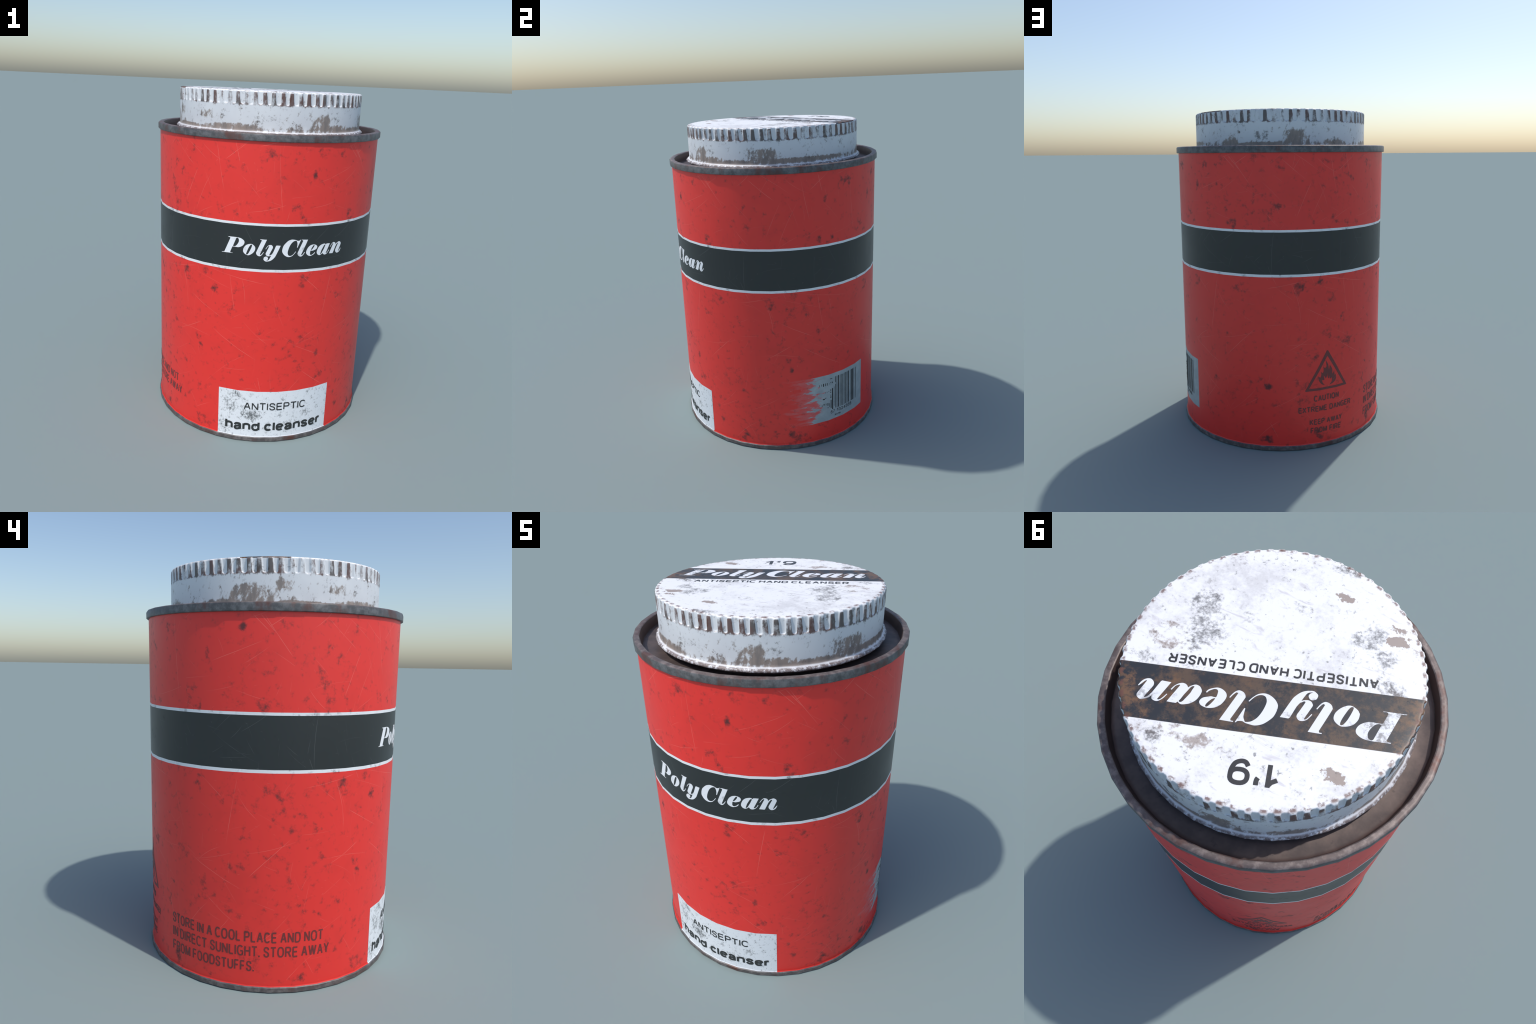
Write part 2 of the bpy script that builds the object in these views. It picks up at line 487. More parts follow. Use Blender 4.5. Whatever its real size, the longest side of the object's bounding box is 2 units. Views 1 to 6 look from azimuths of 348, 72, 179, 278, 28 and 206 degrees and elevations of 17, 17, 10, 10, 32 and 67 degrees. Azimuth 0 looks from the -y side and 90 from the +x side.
def lay(bm, name, mat, parent, place, normal=None, flare=False, kind=None, thick=0.0016):
    """give a flat (x, y) mesh thickness and lay it on a surface: place(x, y, lift)"""
    bm.normal_update()
    for f in bm.faces:
        if f.normal.z < 0:
            f.normal_flip()
    under = list(bm.faces)
    res = bmesh.ops.extrude_face_region(bm, geom=list(bm.faces))
    upper = {g for g in res["geom"] if isinstance(g, bmesh.types.BMVert)}
    for v in bm.verts:
        v.co = place(v.co.x, v.co.y, (thick * 0.55 if v in upper else -thick * 0.45) + v.co.z * 1.2e-4)
    bmesh.ops.reverse_faces(bm, faces=[f for f in under if f.is_valid])
    me = bpy.data.meshes.new(name)
    bm.to_mesh(me)
    bm.free()
    if normal is None:
        radial_normals(me, flare)
    else:
        me.polygons.foreach_set("use_smooth", [True] * len(me.polygons))
        me.normals_split_custom_set_from_vertices([normal] * len(me.vertices))
    return make_object(name, me, mat, parent, kind)


def split_at_facets(bm, lo, hi):
    """cut a flat mesh (x in degrees) where the wall turns a facet corner"""
    a = FIRST + 10.0 * math.floor((lo - FIRST) / 10.0)
    while a < hi:
        if a > lo:
            bmesh.ops.bisect_plane(bm, geom=bm.verts[:] + bm.edges[:] + bm.faces[:], dist=1e-6,
                                   plane_co=(a, 0, 0), plane_no=(1, 0, 0))
        a += 10.0


def curve_mesh(cu):
    ob = bpy.data.objects.new("helper", cu)
    bpy.context.scene.collection.objects.link(ob)
    dg = bpy.context.evaluated_depsgraph_get()
    me = bpy.data.meshes.new_from_object(ob.evaluated_get(dg))
    bpy.data.objects.remove(ob)
    bpy.data.curves.remove(cu)
    return flat_to_bmesh(me)


def smooth_loop(points, steps=5):
    """closed Catmull-Rom curve; a third value marks a corner"""
    n = len(points)
    out = []
    for i in range(n):
        p1, p2 = points[i], points[(i + 1) % n]
        c1, c2 = len(p1) > 2, len(p2) > 2
        p0 = p1 if c1 else points[i - 1]
        p3 = p2 if c2 else points[(i + 2) % n]
        if c1 and c2:
            out.append((p1[0], p1[1]))
            continue
        for k in range(steps):
            t = k / steps
            out.append(tuple(0.5 * (2 * p1[j] + (p2[j] - p0[j]) * t
                       + (2 * p0[j] - 5 * p1[j] + 4 * p2[j] - p3[j]) * t * t
                       + (3 * p1[j] - p0[j] - 3 * p2[j] + p3[j]) * t ** 3) for j in (0, 1)))
    return out


def filled(loops, dx=0.0):
    cu = bpy.data.curves.new("outline", "CURVE")
    cu.dimensions, cu.fill_mode = "2D", "BOTH"
    for lp in loops:
        pts = smooth_loop(lp)
        sp = cu.splines.new("POLY")
        sp.points.add(len(pts) - 1)
        for q, (x, y) in zip(sp.points, pts):
            q.co = (x + dx, y, 0, 1)
        sp.use_cyclic_u = True
    return curve_mesh(cu)


# ------------------------------------------------------------------ fat italic letters (cap height 1)
LETTERS = {
    'P': [
      [
        (0.68, 0.01, 1), (0, 0.01, 1), (0.01, 0.03, 1), (0.16, 0.04, 1), (0.52, 0.91, 1), (0.49, 0.95, 1), 
        (0.39, 0.96, 1), (0.4, 0.99, 1), (0.93, 0.99), (1.18, 0.95), (1.34, 0.85), (1.39, 0.75), (1.37, 0.64), 
        (1.28, 0.52), (1.1, 0.42), (0.96, 0.4), (0.83, 0.41), (0.68, 0.41, 1), (0.65, 0.39, 1), 
        (0.53, 0.09, 1), (0.54, 0.04, 1), (0.58, 0.02, 1), (0.67, 0.03, 1),
      ],
      [
        (0.69, 0.45, 1), (0.77, 0.43), (0.88, 0.48), (0.99, 0.62), (1.05, 0.76), (1.04, 0.89), (0.99, 0.95), 
        (0.93, 0.97), (0.88, 0.93, 1),
      ],
    ],
    'o': [
      [
        (0, 0.22), (0.03, 0.39), (0.14, 0.55), (0.28, 0.63), (0.41, 0.66), (0.5, 0.66), (0.61, 0.6), 
        (0.7, 0.5), (0.72, 0.39), (0.68, 0.25), (0.57, 0.11), (0.43, 0.01), (0.31, -0.03), (0.2, -0.01), 
        (0.07, 0.08), (0.02, 0.16),
      ],
      [
        (0.19, 0.02), (0.21, 0.14), (0.31, 0.4), (0.4, 0.56), (0.46, 0.62), (0.51, 0.62), (0.52, 0.56), 
        (0.48, 0.42), (0.39, 0.22), (0.31, 0.07), (0.25, 0.01),
      ],
    ],
    'l': [
      [
        (0.6, 0.97, 1), (0.33, 0.98, 1), (0.21, 0.98, 1), (0.21, 0.95, 1), (0.28, 0.95, 1), (0.3, 0.9, 1), 
        (0.02, 0.23), (0, 0.12), (0.04, 0.03), (0.13, -0.03), (0.23, -0.04), (0.33, 0.03), (0.4, 0.13), 
        (0.45, 0.22, 1), (0.42, 0.23, 1), (0.36, 0.13), (0.28, 0.04), (0.24, 0.04), (0.22, 0.06, 1),
      ],
    ],
    'y': [
      [
        (0.98, 0.63, 1), (0.74, 0.64, 1), (0.7, 0.6, 1), (0.56, 0.23, 1), (0.48, 0.1), (0.43, 0.07), 
        (0.37, 0.03), (0.33, 0.04, 1), (0.34, 0.09), (0.46, 0.36), (0.51, 0.47), (0.52, 0.55), (0.48, 0.62), 
        (0.42, 0.66), (0.34, 0.66), (0.26, 0.63), (0.19, 0.57), (0.09, 0.42, 1), (0.11, 0.4, 1), (0.21, 0.55), 
        (0.27, 0.6), (0.3, 0.6, 1), (0.29, 0.55), (0.16, 0.26), (0.11, 0.14), (0.12, 0.08), (0.17, 0.01), 
        (0.24, -0.02), (0.3, -0.02), (0.39, 0), (0.45, 0.03, 1), (0.37, -0.14), (0.31, -0.24), (0.24, -0.28), 
        (0.14, -0.3, 1), (0.22, -0.25), (0.26, -0.19), (0.26, -0.14), (0.22, -0.07), (0.16, -0.04), 
        (0.1, -0.05), (0.03, -0.09), (0, -0.17), (0, -0.23), (0.05, -0.29), (0.13, -0.34), (0.23, -0.34), 
        (0.37, -0.31), (0.5, -0.24), (0.63, -0.11), (0.73, 0.05),
      ],
    ],
    'C': [
      [
        (0.85, 0.26, 1), (0.78, 0.16), (0.69, 0.06), (0.6, -0.01), (0.48, -0.05), (0.37, -0.05), (0.24, 0), 
        (0.11, 0.1), (0.02, 0.23), (0, 0.33), (0.02, 0.48), (0.08, 0.65), (0.19, 0.79), (0.32, 0.91), 
        (0.44, 0.97), (0.56, 1), (0.68, 0.99), (0.83, 0.96), (0.91, 0.92), (0.99, 0.92), (1.06, 0.94), 
        (1.09, 0.98, 1), (1.12, 0.98, 1), (0.93, 0.5, 1), (0.9, 0.51, 1), (0.91, 0.64), (0.91, 0.77), 
        (0.88, 0.86), (0.84, 0.93, 1), (0.76, 0.92), (0.66, 0.88), (0.54, 0.77), (0.45, 0.62), (0.38, 0.44), 
        (0.34, 0.27), (0.34, 0.17), (0.37, 0.08), (0.42, 0.03), (0.5, 0.01), (0.59, 0.03), (0.68, 0.09), 
        (0.76, 0.18), (0.82, 0.27, 1),
      ],
    ],
    'e': [
      [
        (0.6, 0.15, 1), (0.56, 0.08), (0.48, 0.02), (0.35, -0.03), (0.27, -0.04), (0.16, -0.01), (0.05, 0.07), 
        (0, 0.16), (0, 0.26), (0.05, 0.39), (0.13, 0.51), (0.25, 0.6), (0.37, 0.64), (0.48, 0.65), 
        (0.58, 0.63), (0.68, 0.58), (0.73, 0.5), (0.71, 0.41), (0.64, 0.34), (0.53, 0.3), (0.43, 0.27), 
        (0.35, 0.28), (0.29, 0.28, 1), (0.27, 0.23), (0.26, 0.11), (0.27, 0.06), (0.31, 0.02), (0.38, 0.02), 
        (0.46, 0.06), (0.53, 0.11), (0.57, 0.17, 1),
      ],
      [
        (0.3, 0.31, 1), (0.36, 0.33), (0.43, 0.39), (0.51, 0.5), (0.54, 0.58), (0.52, 0.62), (0.47, 0.6), 
        (0.4, 0.51), (0.33, 0.39),
      ],
    ],
    'a': [
      [
        (0.41, 0.09, 1), (0.39, 0.06), (0.34, 0.02), (0.25, -0.03), (0.18, -0.04), (0.08, 0), (0.01, 0.1), 
        (0, 0.19), (0.04, 0.33), (0.12, 0.47), (0.25, 0.58), (0.38, 0.63), (0.49, 0.65), (0.55, 0.63), 
        (0.61, 0.58, 1), (0.65, 0.63, 1), (0.76, 0.63, 1), (0.92, 0.62, 1), (0.65, 0.05, 1), (0.67, 0.03), 
        (0.7, 0.04), (0.77, 0.08), (0.81, 0.14), (0.86, 0.23, 1), (0.89, 0.21, 1), (0.82, 0.1), (0.75, 0.03), 
        (0.67, -0.02), (0.58, -0.04), (0.5, -0.02), (0.44, 0.03),
      ],
      [
        (0.23, 0.03, 1), (0.28, 0.02), (0.34, 0.07), (0.4, 0.18), (0.48, 0.33), (0.54, 0.47), (0.58, 0.55), 
        (0.56, 0.58), (0.52, 0.58), (0.47, 0.54), (0.4, 0.42), (0.31, 0.25), (0.27, 0.12),
      ],
    ],
    'n': [
      [
        (0.92, 0.22, 1), (0.87, 0.11), (0.81, 0.03), (0.74, -0.02), (0.68, -0.04), (0.6, -0.04), (0.53, 0.01), 
        (0.49, 0.07), (0.48, 0.14), (0.5, 0.21), (0.67, 0.56, 1), (0.65, 0.58), (0.6, 0.56), (0.54, 0.5), 
        (0.47, 0.39, 1), (0.3, 0, 1), (0.27, -0.03, 1), (0, -0.01, 1), (0.28, 0.58, 1), (0.25, 0.6), 
        (0.19, 0.57), (0.13, 0.5), (0.05, 0.38, 1), (0.03, 0.39, 1), (0.1, 0.51), (0.18, 0.6), (0.26, 0.65), 
        (0.34, 0.65), (0.41, 0.62), (0.45, 0.57), (0.46, 0.48, 1), (0.52, 0.56), (0.6, 0.61), (0.67, 0.64), 
        (0.73, 0.66), (0.8, 0.64), (0.87, 0.58), (0.89, 0.51), (0.87, 0.44, 1), (0.7, 0.04, 1), (0.72, 0.03), 
        (0.77, 0.07), (0.84, 0.16), (0.9, 0.23, 1),
      ],
    ],
}
WORDMARK = [('P', -0.015), ('o', 1.310), ('l', 2.094), ('y', 2.546), ('C', 3.628), ('l', 4.590), ('e', 5.126), ('a', 5.852), ('n', 6.774)]
FLAME = [
        (-0.01, 0.155, 1), (0.007, 0.124), (0.012, 0.092), (0.019, 0.12, 1), (0.034, 0.093), (0.037, 0.061), 
        (0.048, 0.081, 1), (0.052, 0.049, 1), (0.061, 0.057, 1), (0.058, 0.022), (0.04, 0.003), 
        (0.016, -0.004, 1), (0.033, 0.018), (0.032, 0.042, 1), (0.022, 0.033), (0.017, 0.058, 1), 
        (0.013, 0.037), (0.006, 0.043), (0.001, 0.072, 1), (-0.002, 0.051), (-0.009, 0.039, 1), 
        (-0.013, 0.048), (-0.023, 0.059, 1), (-0.019, 0.032), (-0.034, 0.034, 1), (-0.029, 0.015), 
        (-0.015, -0.002, 1), (-0.039, 0.01), (-0.055, 0.033), (-0.059, 0.06, 1), (-0.046, 0.051), 
        (-0.039, 0.065), (-0.041, 0.086, 1), (-0.03, 0.077), (-0.023, 0.089), (-0.026, 0.118, 1), 
        (-0.016, 0.106), (-0.005, 0.113), (-0.007, 0.135),
]


# ------------------------------------------------------------------ plain sans letters drawn with a flat pen
def arc(cx, cy, rx, ry, a0, a1, n=14, square=2.4):
    """part of a slightly squared oval"""
    def soft(v):
        return math.copysign(abs(v) ** (2 / square), v)
    angles = [(a0 + (a1 - a0) * i / n) * DEG for i in range(n + 1)]
    return [(cx + rx * soft(math.cos(a)), cy + ry * soft(math.sin(a))) for a in angles]


def bow(points, n=6):
    """open Catmull-Rom path"""
    p = [points[0]] + points + [points[-1]]
    out = []
    for i in range(1, len(p) - 2):
        for k in range(n):
            t = k / n
            out.append(tuple(0.5 * (2 * p[i][j] + (p[i + 1][j] - p[i - 1][j]) * t
                       + (2 * p[i - 1][j] - 5 * p[i][j] + 4 * p[i + 1][j] - p[i + 2][j]) * t * t
                       + (3 * p[i][j] - p[i - 1][j] - 3 * p[i + 1][j] + p[i + 2][j]) * t ** 3) for j in (0, 1)))
    return out + [points[-1]]


S_PATH = [(.96, .75), (.84, .93), (.5, 1), (.17, .93), (.05, .74), (.20, .59), (.5, .51), (.82, .42), (.97, .25), (.85, .07), (.5, 0), (.15, .07), (.02, .27)]
ROUND = arc(.5, .5, .5, .5, 90, 450, 32)
# letter: (width, strokes); the pen's centre line runs over a unit square
SANS = {
    "A": (.92, [[(0, 0), (.47, 1)], [(.53, 1), (1, 0)], [(.2, .34), (.8, .34)]]),
    "C": (.92, [arc(.52, .5, .52, .5, 42, 318, 26)]),
    "D": (.92, [[(0, 0), (0, 1)], [(0, 1), (.45, 1)] + arc(.45, .5, .55, .5, 90, -90, 20) + [(0, 0)]]),
    "E": (.80, [[(0, 0), (0, 1)], [(0, 1), (1, 1)], [(0, .52), (.93, .52)], [(0, 0), (1.03, 0)]]),
    "F": (.74, [[(0, 0), (0, 1)], [(0, 1), (1, 1)], [(0, .5), (.88, .5)]]),
    "G": (.97, [arc(.52, .5, .52, .5, 45, 325, 26) + [(.98, .17), (.98, .45)], [(.55, .46), (1.03, .46)]]),
    "H": (.88, [[(0, 0), (0, 1)], [(1, 0), (1, 1)], [(0, .53), (1, .53)]]),
    "I": (.0, [[(0, 0), (0, 1)]]),
    "K": (.90, [[(0, 0), (0, 1)], [(.02, .33), (.92, 1)], [(.34, .56), (1, 0)]]),
    "L": (.70, [[(0, 0), (0, 1)], [(0, 0), (1, 0)]]),
    "M": (1.06, [[(0, 0), (0, 1)], [(1, 0), (1, 1)], [(.03, 1), (.5, .03)], [(.97, 1), (.5, .03)]]),
    "N": (.88, [[(0, 0), (0, 1)], [(1, 0), (1, 1)], [(.02, .98), (.98, .02)]]),
    "O": (1.0, [ROUND]),
    "P": (.82, [[(0, 0), (0, 1)], [(0, 1), (.62, 1)] + arc(.62, .74, .38, .26, 90, -90, 16) + [(0, .48)]]),
    "R": (.90, [[(0, 0), (0, 1)], [(0, 1), (.60, 1)] + arc(.60, .75, .36, .25, 90, -90, 16) + [(0, .50)], [(.52, .48), (1, 0)]]),
    "S": (.82, [bow(S_PATH)]),
    "T": (.84, [[(-.05, 1), (1.05, 1)], [(.5, 0), (.5, 1)]]),
    "U": (.88, [[(0, 1), (0, .36)] + arc(.5, .36, .5, .36, 180, 360, 20) + [(1, 1)]]),
    "W": (1.30, [[(0, 1), (.24, 0)], [(.27, 0), (.49, 1)], [(.51, 1), (.73, 0)], [(.76, 0), (1, 1)]]),
    "X": (.86, [[(0, 0), (1, 1)], [(0, 1), (1, 0)]]),
    "Y": (.86, [[(0, 1), (.5, .42)], [(1, 1), (.5, .42)], [(.5, 0), (.5, .45)]]),
    ".": (.0, [[(0, -.06), (0, .09)]]),
    "a": (.56, [[(.04, .50)] + bow([(.06, .56), (.22, .70), (.52, .72), (.85, .66), (.94, .48)])[0:] + [(.94, .1), (1.02, -.03)],
                bow([(.94, .44), (.55, .38), (.15, .30), (.02, .15), (.14, .02), (.42, -.01), (.75, .06), (.94, .24)])]),
    "c": (.52, [arc(.52, .36, .52, .36, 40, 320, 24)]),
    "d": (.58, [[(1, 0), (1, 1)], arc(.5, .36, .5, .36, 0, 360, 28)]),
    "e": (.57, [[(.04, .37), (.96, .37)], arc(.5, .36, .5, .36, 4, 318, 26)]),
    "h": (.56, [[(0, 0), (0, 1)], [(0, .42)] + arc(.5, .44, .5, .28, 170, 0, 16) + [(1, 0)]]),
    "l": (.0, [[(0, 0), (0, 1)]]),
    "n": (.56, [[(0, 0), (0, .74)], [(0, .42)] + arc(.5, .44, .5, .28, 170, 0, 16) + [(1, 0)]]),
    "r": (.28, [[(0, 0), (0, .74)], [(0, .38)] + bow([(.04, .48), (.30, .67), (1.1, .72)])]),
    "s": (.53, [bow([(x, y * .72) for x, y in S_PATH])]),
    "1": (.36, [[(.9, 0), (.9, 1.04)], [(.92, .98), (.6, .80), (0, .66)]]),
    "2": (.62, [bow([(.02, .72), (.12, .92), (.5, 1), (.88, .90), (.95, .70), (.75, .46), (.3, .18), (.0, 0)]), [(0, 0), (1, 0)]]),
    "3": (.62, [bow([(.02, .78), (.2, .96), (.5, 1), (.85, .92), (.92, .74), (.78, .57), (.42, .53)]),
                bow([(.42, .53), (.80, .48), (1, .28), (.85, .06), (.5, 0), (.15, .05), (0, .24)])]),
    "4": (.66, [[(.76, 0), (.76, 1)], [(.72, 1), (0, .27)], [(0, .25), (1.06, .25)]]),
    "5": (.62, [[(.92, 1), (.2, 1), (.08, .48)] + bow([(.08, .48), (.28, .60), (.55, .63), (.9, .52), (1, .30), (.85, .06), (.5, 0), (.15, .05), (0, .22)])]),
    "6": (.62, [arc(.5, .31, .5, .31, 0, 360, 24), bow([(.96, .80), (.78, .97), (.5, 1), (.18, .87), (.02, .58), (0, .31)])]),
    "7": (.62, [[(0, 1), (1, 1)], bow([(.97, .98), (.60, .55), (.40, .2), (.34, 0)])]),
    "8": (.62, [arc(.5, .76, .43, .24, 0, 360, 22), arc(.5, .26, .5, .26, 0, 360, 22)]),
    "9": (.64, [arc(.5, .69, .5, .31, 0, 360, 24), bow([(.04, .20), (.22, .03), (.5, 0), (.82, .13), (.98, .42), (1, .69)])]),
    "'": (.06, [bow([(.9, 1.0), (.95, .86), (.7, .74), (.1, .66)])]),
}


def pen(bm, path, w, level, sx=1.0):
    """sweep a flat pen of width w along a path; level keeps crossing strokes apart"""
    closed = math.dist(path[0], path[-1]) < 1e-6
    if closed:
        path = path[:-1]
    n = len(path)
    rows = []
    for i in range(n):
        a = Vector(path[i - 1] if closed or i else path[i])
        b = Vector(path[i])
        c = Vector(path[(i + 1) % n] if closed or i < n - 1 else path[i])
        d1, d2 = b - a, c - b
        d1 = d1.normalized() if d1.length > 1e-9 else d2.normalized()
        d2 = d2.normalized() if d2.length > 1e-9 else d1
        t = (d1 + d2)
        t = t.normalized() if t.length > 1e-6 else d1
        k = w / 2 / max(0.5, t.dot(d1))
        o = Vector((-t.y, t.x)) * k
        rows.append([bm.verts.new((q.x / sx, q.y, level)) for q in (b + o, b - o)])
    for i in range(n if closed else n - 1):
        p, q = rows[i], rows[(i + 1) % n]
        bm.faces.new((p[0], p[1], q[1], q[0]))


def sans(text, box, weight, unit=1.0, gap=.24, space=.56, slim=1.0):
    """letters fitted to box = (x0, x1, y0, y1); weight is the pen's share of the height;
    unit converts x of the box to metres"""
    x0, x1, y0, y1 = box
    h = y1 - y0
    w = weight * h
    run = h - w                                             # centre line height
    total, n = 0.0, 0
    for i, ch in enumerate(text):
        total += space if ch == " " else SANS[ch][0] + (gap if i < len(text) - 1 and text[i + 1] != " " else 0)
    room = (x1 - x0) * unit
    solid = sum(1 for c in text if c != " ")
    k = (room - solid * w) / total                          # metres per width unit
    bm = bmesh.new()
    x = 0.0
    for i, ch in enumerate(text):
        if ch == " ":
            x += space * k
            continue
        wide, strokes = SANS[ch]
        for lv, path in enumerate(strokes):
            p = [(x0 * unit + x + w / 2 + (px if wide == 0 else px * wide * k), y0 + w / 2 + py * run) for px, py in path]
            pen(bm, p, w, lv + 1, unit)
        x += wide * k + w + (gap * k if i < len(text) - 1 and text[i + 1] != " " else 0)
    return bm


def wordmark_letters(emit):
    for key, x in WORDMARK:
        emit(key, filled(LETTERS[key], x))


# ------------------------------------------------------------------ build
tin = bpy.data.objects.new("cleanser_tin", None)
bpy.context.scene.collection.objects.link(tin)
tin["label"] = "Worn red cylindrical tin with black band and fluted white cap"
tin["category"] = "tin can"

M_RED = wall_material()
M_BLACK = painted("black_printed_band", BLACK, (0.010, 0.012, 0.012), (0.13, 0.14, 0.14), 0.6, 0.55, 0.36)
M_LINE = painted("white_printed_line", WHITE, (0.05, 0.04, 0.04), (0.80, 0.50, 0.45), 1.0, 0.25)
M_LABEL = painted("white_printed_label", (0.79, 0.82, 0.85), (0.30, 0.30, 0.30), (0.62, 0.62, 0.62), 0.5, 0.35,
                  label_dirt=True)
M_LETTER = painted("white_printed_letters", (0.84, 0.86, 0.89), (0.20, 0.21, 0.22), (0.40, 0.42, 0.43), 0.7, 0.5, places=False)
M_INK = painted("black_ink", (0.022, 0.025, 0.026), (0.02, 0.02, 0.02), (0.30, 0.30, 0.30), 0.5, 0.3, places=False)
M_FADED = painted("faded_dark_ink", (0.165, 0.026, 0.025), (0.06, 0.014, 0.015), (0.55, 0.10, 0.09), 0.6, 0.5, places=False)
M_BAR = painted("bar_code_ink", (0.018, 0.017, 0.017), (0.10, 0.10, 0.10), (0.2, 0.2, 0.2), 0.0, 0.0, places=False)
M_RIM = steel("rusty_seam_steel", 0.55)
M_FLOOR = steel("rusty_lid_steel", 0.9, 0.35, True)
M_CAP = cap_material()
M_CAP_WHITE = print_on_cap("cap_white_print", (0.83, 0.84, 0.87))
M_CAP_INK = print_on_cap("cap_dark_print", (0.040, 0.040, 0.042))

# --- wall, in bands that share their border rings
body = wall_ring("body", BAND[3], Z_TOP, M_RED, tin, 4)
lower = wall_ring("lower_wall", Z_FOOT, BAND[0], M_RED, body, 6)
band = wall_ring("printed_band", BAND[1], BAND[2], M_BLACK, body, 2)
wall_ring("band_border", BAND[0], BAND[1], M_LINE, body)
wall_ring("band_border", BAND[2], BAND[3], M_LINE, body)

# --- seam rims, lid panel, base
lathe("top_rim", [(.6590, 1.756), (.6705, 1.7565), (.6725, 1.7590), (.6725, 1.7870), (.6700, 1.7925), (.6655, 1.7952), (.6570, 1.7960),
                  (.6460, 1.7952), (.6415, 1.7925), (.6385, 1.7850), (.6350, 1.7650), (.6305, 1.7440)],
      M_RIM, tin, CORNERS, 26)
lathe("lid_panel", [(.6310, 1.7445), (.6270, 1.7420), (.5500, 1.7410), (.5000, 1.7410), (.5000, 1.7900)], M_FLOOR, tin, CORNERS, 50)
lathe("bottom_rim", [(.6590, .0268), (.6685, .0272), (.6728, .0240), (.6728, .0030), (.6700, .0000), (.6580, .0000), (.6520, .0140)],
      M_RIM, tin, CORNERS, 26)
lathe("base_panel", [(.6521, .0130), (.6450, .0135), (.3, .0140)], M_FLOOR, tin, CORNERS, 50, cap_end=True)


# --- cap: wall pressed into 72 flutes, wide and narrow by turns
def flute(az, z):
    """0 outside, 1 at the bottom of a flute"""
    best = 0.0
    i0 = round((az - 2.3) / 5.0)
    for i in (i0 - 1, i0, i0 + 1):
        wide = i % 2 == 0
        t = min(1.0, max(0.0, (1.985 - z) / 0.06))       # 0 top, 1 lower end
        mid = 2.3 + 5.0 * i + (0.45 if wide else 0.25) * (t - 0.45)
        half = (1.75 - 0.25 * t) if wide else (1.50 - 0.50 * t)
        end = 1.9275 if wide else 1.9285
        d = abs(az - mid)
        ring = half * 0.0095                              # half width in metres
        dz = end + ring - z
        dist = math.hypot(d * 0.0095, max(0.0, dz)) / ring
        k = min(1.0, max(0.0, (1.0 - dist) / 0.42))
        best = max(best, k * k * (3 - 2 * k))
    return best


def cap_mesh():
    step = 360.0 / 864
    profile = [(.548, 1.7735, 0), (.5590, 1.7735, 0), (.5625, 1.7765, 0), (.5632, 1.7800, 0), (.5620, 1.7840, 0), (.5580, 1.7880, 0),
               (.5520, 1.7910, 0), (.5475, 1.7945, 0), (.5450, 1.7990, 0), (.5443, 1.8060, 0), (R_CAP, 1.84, 0), (R_CAP, 1.88, 0), (R_CAP, 1.912, 0)]
    z = 1.916
    while z < 1.9855:
        profile.append((R_CAP, z, 1.0))
        z += 0.0018
    for k in range(1, 7):                                 # rounded top corner
        a = k / 6 * math.pi / 2
        profile.append((R_CAP - .0115 * (1 - math.cos(a)), 1.9860 + .0135 * math.sin(a), 1.0 - 0.96 * (k / 6) ** 1.5))
    profile += [(.5260, 2.0000, 0), (.5000, 2.0, 0), (.25, 2.0, 0)]
    bm = bmesh.new()
    rings = []
    for r, z, g in profile:
        ring = []
        for i in range(864):
            az = FIRST + step * i
            rr = r
            if z < 1.8:
                rr = r * (facet(az) + 0.0018)             # the bead shows the tin's facets
            if g:
                rr -= 0.0080 * flute(az, min(z, 1.985)) * g
            ring.append(bm.verts.new(pt(az, rr, z)))
        rings.append(ring)
    for a, b in zip(rings, rings[1:]):
        for i in range(864):
            j = (i + 1) % 864
            bm.faces.new((a[i], a[j], b[j], b[i]))
    mid = bm.verts.new((0, 0, 2.0))
    for i in range(864):
        bm.faces.new((rings[-1][i], rings[-1][(i + 1) % 864], mid))
    for f in bm.faces:
        f.smooth = True
    me = bpy.data.meshes.new("cap")
    bm.to_mesh(me)
    bm.free()
    return me


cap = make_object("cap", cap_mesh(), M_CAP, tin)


def on_cap(x, y, lift):
    c, s = math.cos(CAP_TURN), math.sin(CAP_TURN)
    return Vector((x * c - y * s, x * s + y * c, 2.0 + lift * 0.5))


UP = Vector((0, 0, 1))


def cap_letter(key, bm):
    for v in bm.verts:
        v.co.x, v.co.y = -.473 + v.co.x * .12, .1143 + v.co.y * .12
    lay(bm, "cap_letter", M_CAP_WHITE, cap, on_cap, UP)


wordmark_letters(cap_letter)
for text, box, weight in (("ANTISEPTIC HAND CLEANSER", (-.370, .371, -.0070, .0325), .185),
                          ("1'9", (-.083, .087, .3600, .4530), .175)):
    lay(sans(text, box, weight, 1.0, .20 if len(text) > 3 else .16), "cap_lettering", M_CAP_INK, cap, on_cap, UP)


# --- printing on the wall (x in degrees, y in metres)
def on_wall(x, y, lift):
    return wrap(x, y, lift)


def wall_print(bm, name, mat, parent, kind=None, flare=False, thick=0.0016):
    xs = [v.co.x for v in bm.verts]
    split_at_facets(bm, min(xs), max(xs))
    return lay(bm, name, mat, parent, on_wall, flare=flare, kind=kind, thick=thick)


def band_letter(key, bm):
    k = (28.76 + 32.1) / (7.694 + 0.015)
    for v in bm.verts:
        v.co.x, v.co.y = -32.1 + (v.co.x + 0.015) * k, 1.1520 + v.co.y * .0925
    wall_print(bm, "band_letter", M_LETTER, band)


wordmark_letters(band_letter)


def sheet(x0, x1, ys):
    bm = bmesh.new()
    rows = [[bm.verts.new((x, y, 0)) for x in (x0, x1)] for y in ys]
    for a, b in zip(rows, rows[1:]):
        bm.faces.new((a[0], a[1], b[1], b[0]))
    return bm


front = wall_print(sheet(-31.6, 27.75, [Z_FOOT + .0005, Z_FLARE - .0005, Z_FLARE + .0005, .15, .3265]), "front_label", M_LABEL, lower, flare=True)


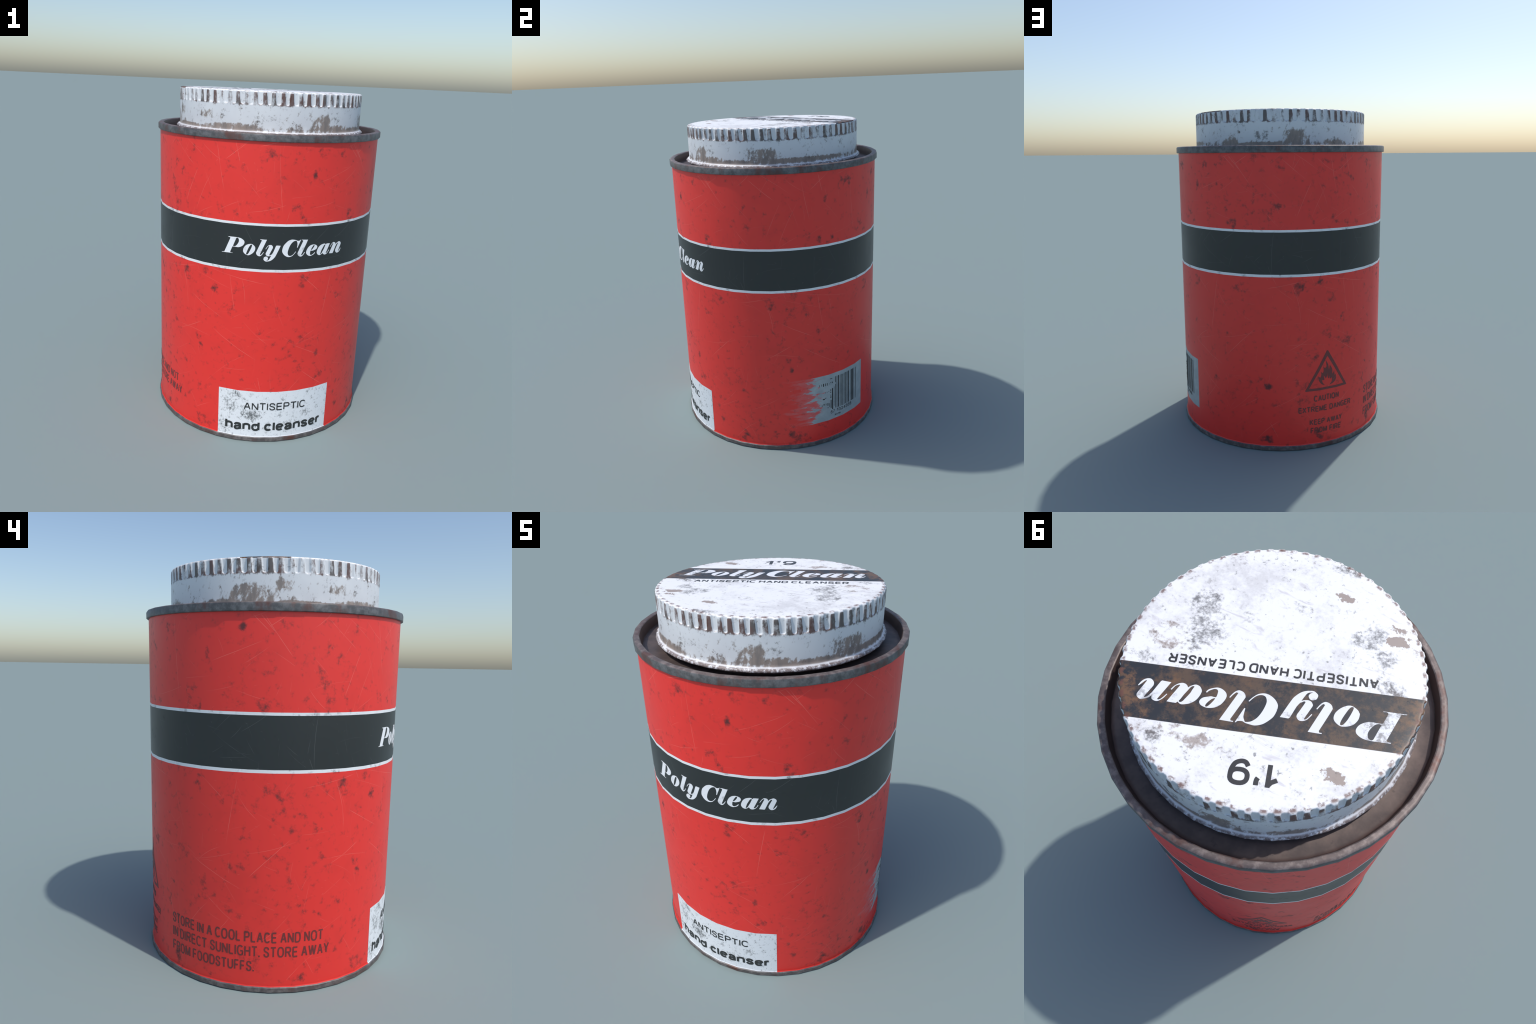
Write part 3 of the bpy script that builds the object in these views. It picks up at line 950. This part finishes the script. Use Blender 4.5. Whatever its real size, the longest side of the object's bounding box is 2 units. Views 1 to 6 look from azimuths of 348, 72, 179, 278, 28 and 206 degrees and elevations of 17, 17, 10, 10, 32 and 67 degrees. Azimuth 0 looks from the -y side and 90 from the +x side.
def print_line(text, box, mat, parent, name, weight, gap=.24, thick=0.0016, space=.56):
    return wall_print(sans(text, box, weight, ARC, gap, space), name, mat, parent, thick=thick)


print_line("ANTISEPTIC", (-18.2, 14.3, .2055, .2535), M_INK, front, "label_lettering", .138, .18, .0042)
print_line("hand cleanser", (-27.7, 24.2, .0660, .1290), M_INK, front, "label_lettering", .210, .08, .0042, .44)
for text, box in (("STORE IN A COOL PLACE AND NOT", (-129.9, -59.4, .2490, .3030)),
                  ("IN DIRECT SUNLIGHT. STORE AWAY", (-129.8, -56.4, .1760, .2300)),
                  ("FROM FOODSTUFFS.", (-129.9, -88.4, .1010, .1540))):
    print_line(text, box, M_FADED, lower, "storage_notice", .135, .17, space=.66)
for text, box in (("CAUTION", (-164.7, -149.9, .2920, .3310)), ("EXTREME DANGER", (-173.0, -141.7, .2275, .2640)),
                  ("KEEP AWAY", (-166.9, -147.6, .1450, .1805)), ("FROM FIRE", (-166.4, -148.3, .0905, .1275))):
    print_line(text, box, M_FADED, lower, "caution_notice", .185, .13, space=.80)


# warning sign: mitred triangle frame and a flame, both from corner rules
def triangle(cx, half, y0, y1, inset_x, inset_y0, inset_y1):
    outer = [(cx - half, y0, 1), (cx - half + .5, y0 - .003, 1), (cx + half - .5, y0 - .003, 1), (cx + half, y0, 1), (cx + .35, y1, 1), (cx - .35, y1, 1)]
    inner = [(cx - half + inset_x, y0 + inset_y0, 1), (cx + half - inset_x, y0 + inset_y0, 1), (cx, y1 - inset_y1, 1)]
    return filled([outer, inner])


wall_print(triangle(-157.1, 12.35, .3645, .6030, 2.1, .0115, .0330), "warning_triangle", M_FADED, lower)
wall_print(filled([[((x / ARC - 157.2), y + .39, *c) for x, y, *c in FLAME]]), "flame_sign", M_FADED, lower)

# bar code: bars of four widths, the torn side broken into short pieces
bars = [(118.82, .46), (117.39, .20), (116.34, .66), (115.36, .62), (114.33, .18), (112.84, .68), (111.71, .32), (110.62, .62), (109.64, .30),
        (108.44, .16), (107.48, .56), (106.42, .22), (105.13, .68), (103.95, .34)]
for a, w in bars:
    wall_print(sheet(a - w / 2, a + w / 2, [.2215, .4485]), "barcode_bar", M_BAR, lower)
# the torn side: (azimuth, width, low end, high end)
for a, w, y0, y1 in ((103.0, .34, .2230, .3950), (102.85, .40, .4060, .4490), (101.96, .14, .240, .380), (100.85, .72, .2210, .3720), (99.8, .50, .2340, .2920),
                     (99.65, .50, .3060, .3180), (99.66, .30, .3220, .3300), (99.66, .42, .3420, .3510), (99.67, .42, .3570, .3680), (100.69, .60, .4100, .4180),
                     (95.06, .55, .4010, .4220), (96.25, .36, .4020, .4210), (97.3, .36, .4030, .4210), (92.65, .24, .4040, .4190), (93.9, .24, .406, .420), (98.6, .2, .408, .413), (99.5, .3, .414, .419),
                     (97.68, .44, .2580, .2770), (96.5, .28, .2640, .2770), (95.28, .50, .2660, .2770), (94.09, .24, .260, .271), (98.8, .26, .244, .272), (97.7, .4, .240, .246),
                     (95.2, 1.3, .3060, .3130), (96.3, .8, .3140, .3180), (100.0, 1.4, .4410, .4450), (98.3, .3, .3560, .3600), (97.2, .3, .3540, .3590), (96.2, .3, .3520, .3570)):
    wall_print(sheet(a - w / 2, a + w / 2, [y0, y1]), "barcode_fragment", M_BAR, lower)
print_line("1324568", (103.9, 115.2, .1920, .2150), M_BAR, lower, "barcode_number", .12)
print_line("67", (99.6, 102.3, .1920, .2150), M_BAR, lower, "barcode_number", .09)
print_line("5478", (102.4, 106.3, .1680, .1790), M_BAR, lower, "barcode_number", .16)

for me in list(bpy.data.meshes):
    if me.users == 0:
        bpy.data.meshes.remove(me)
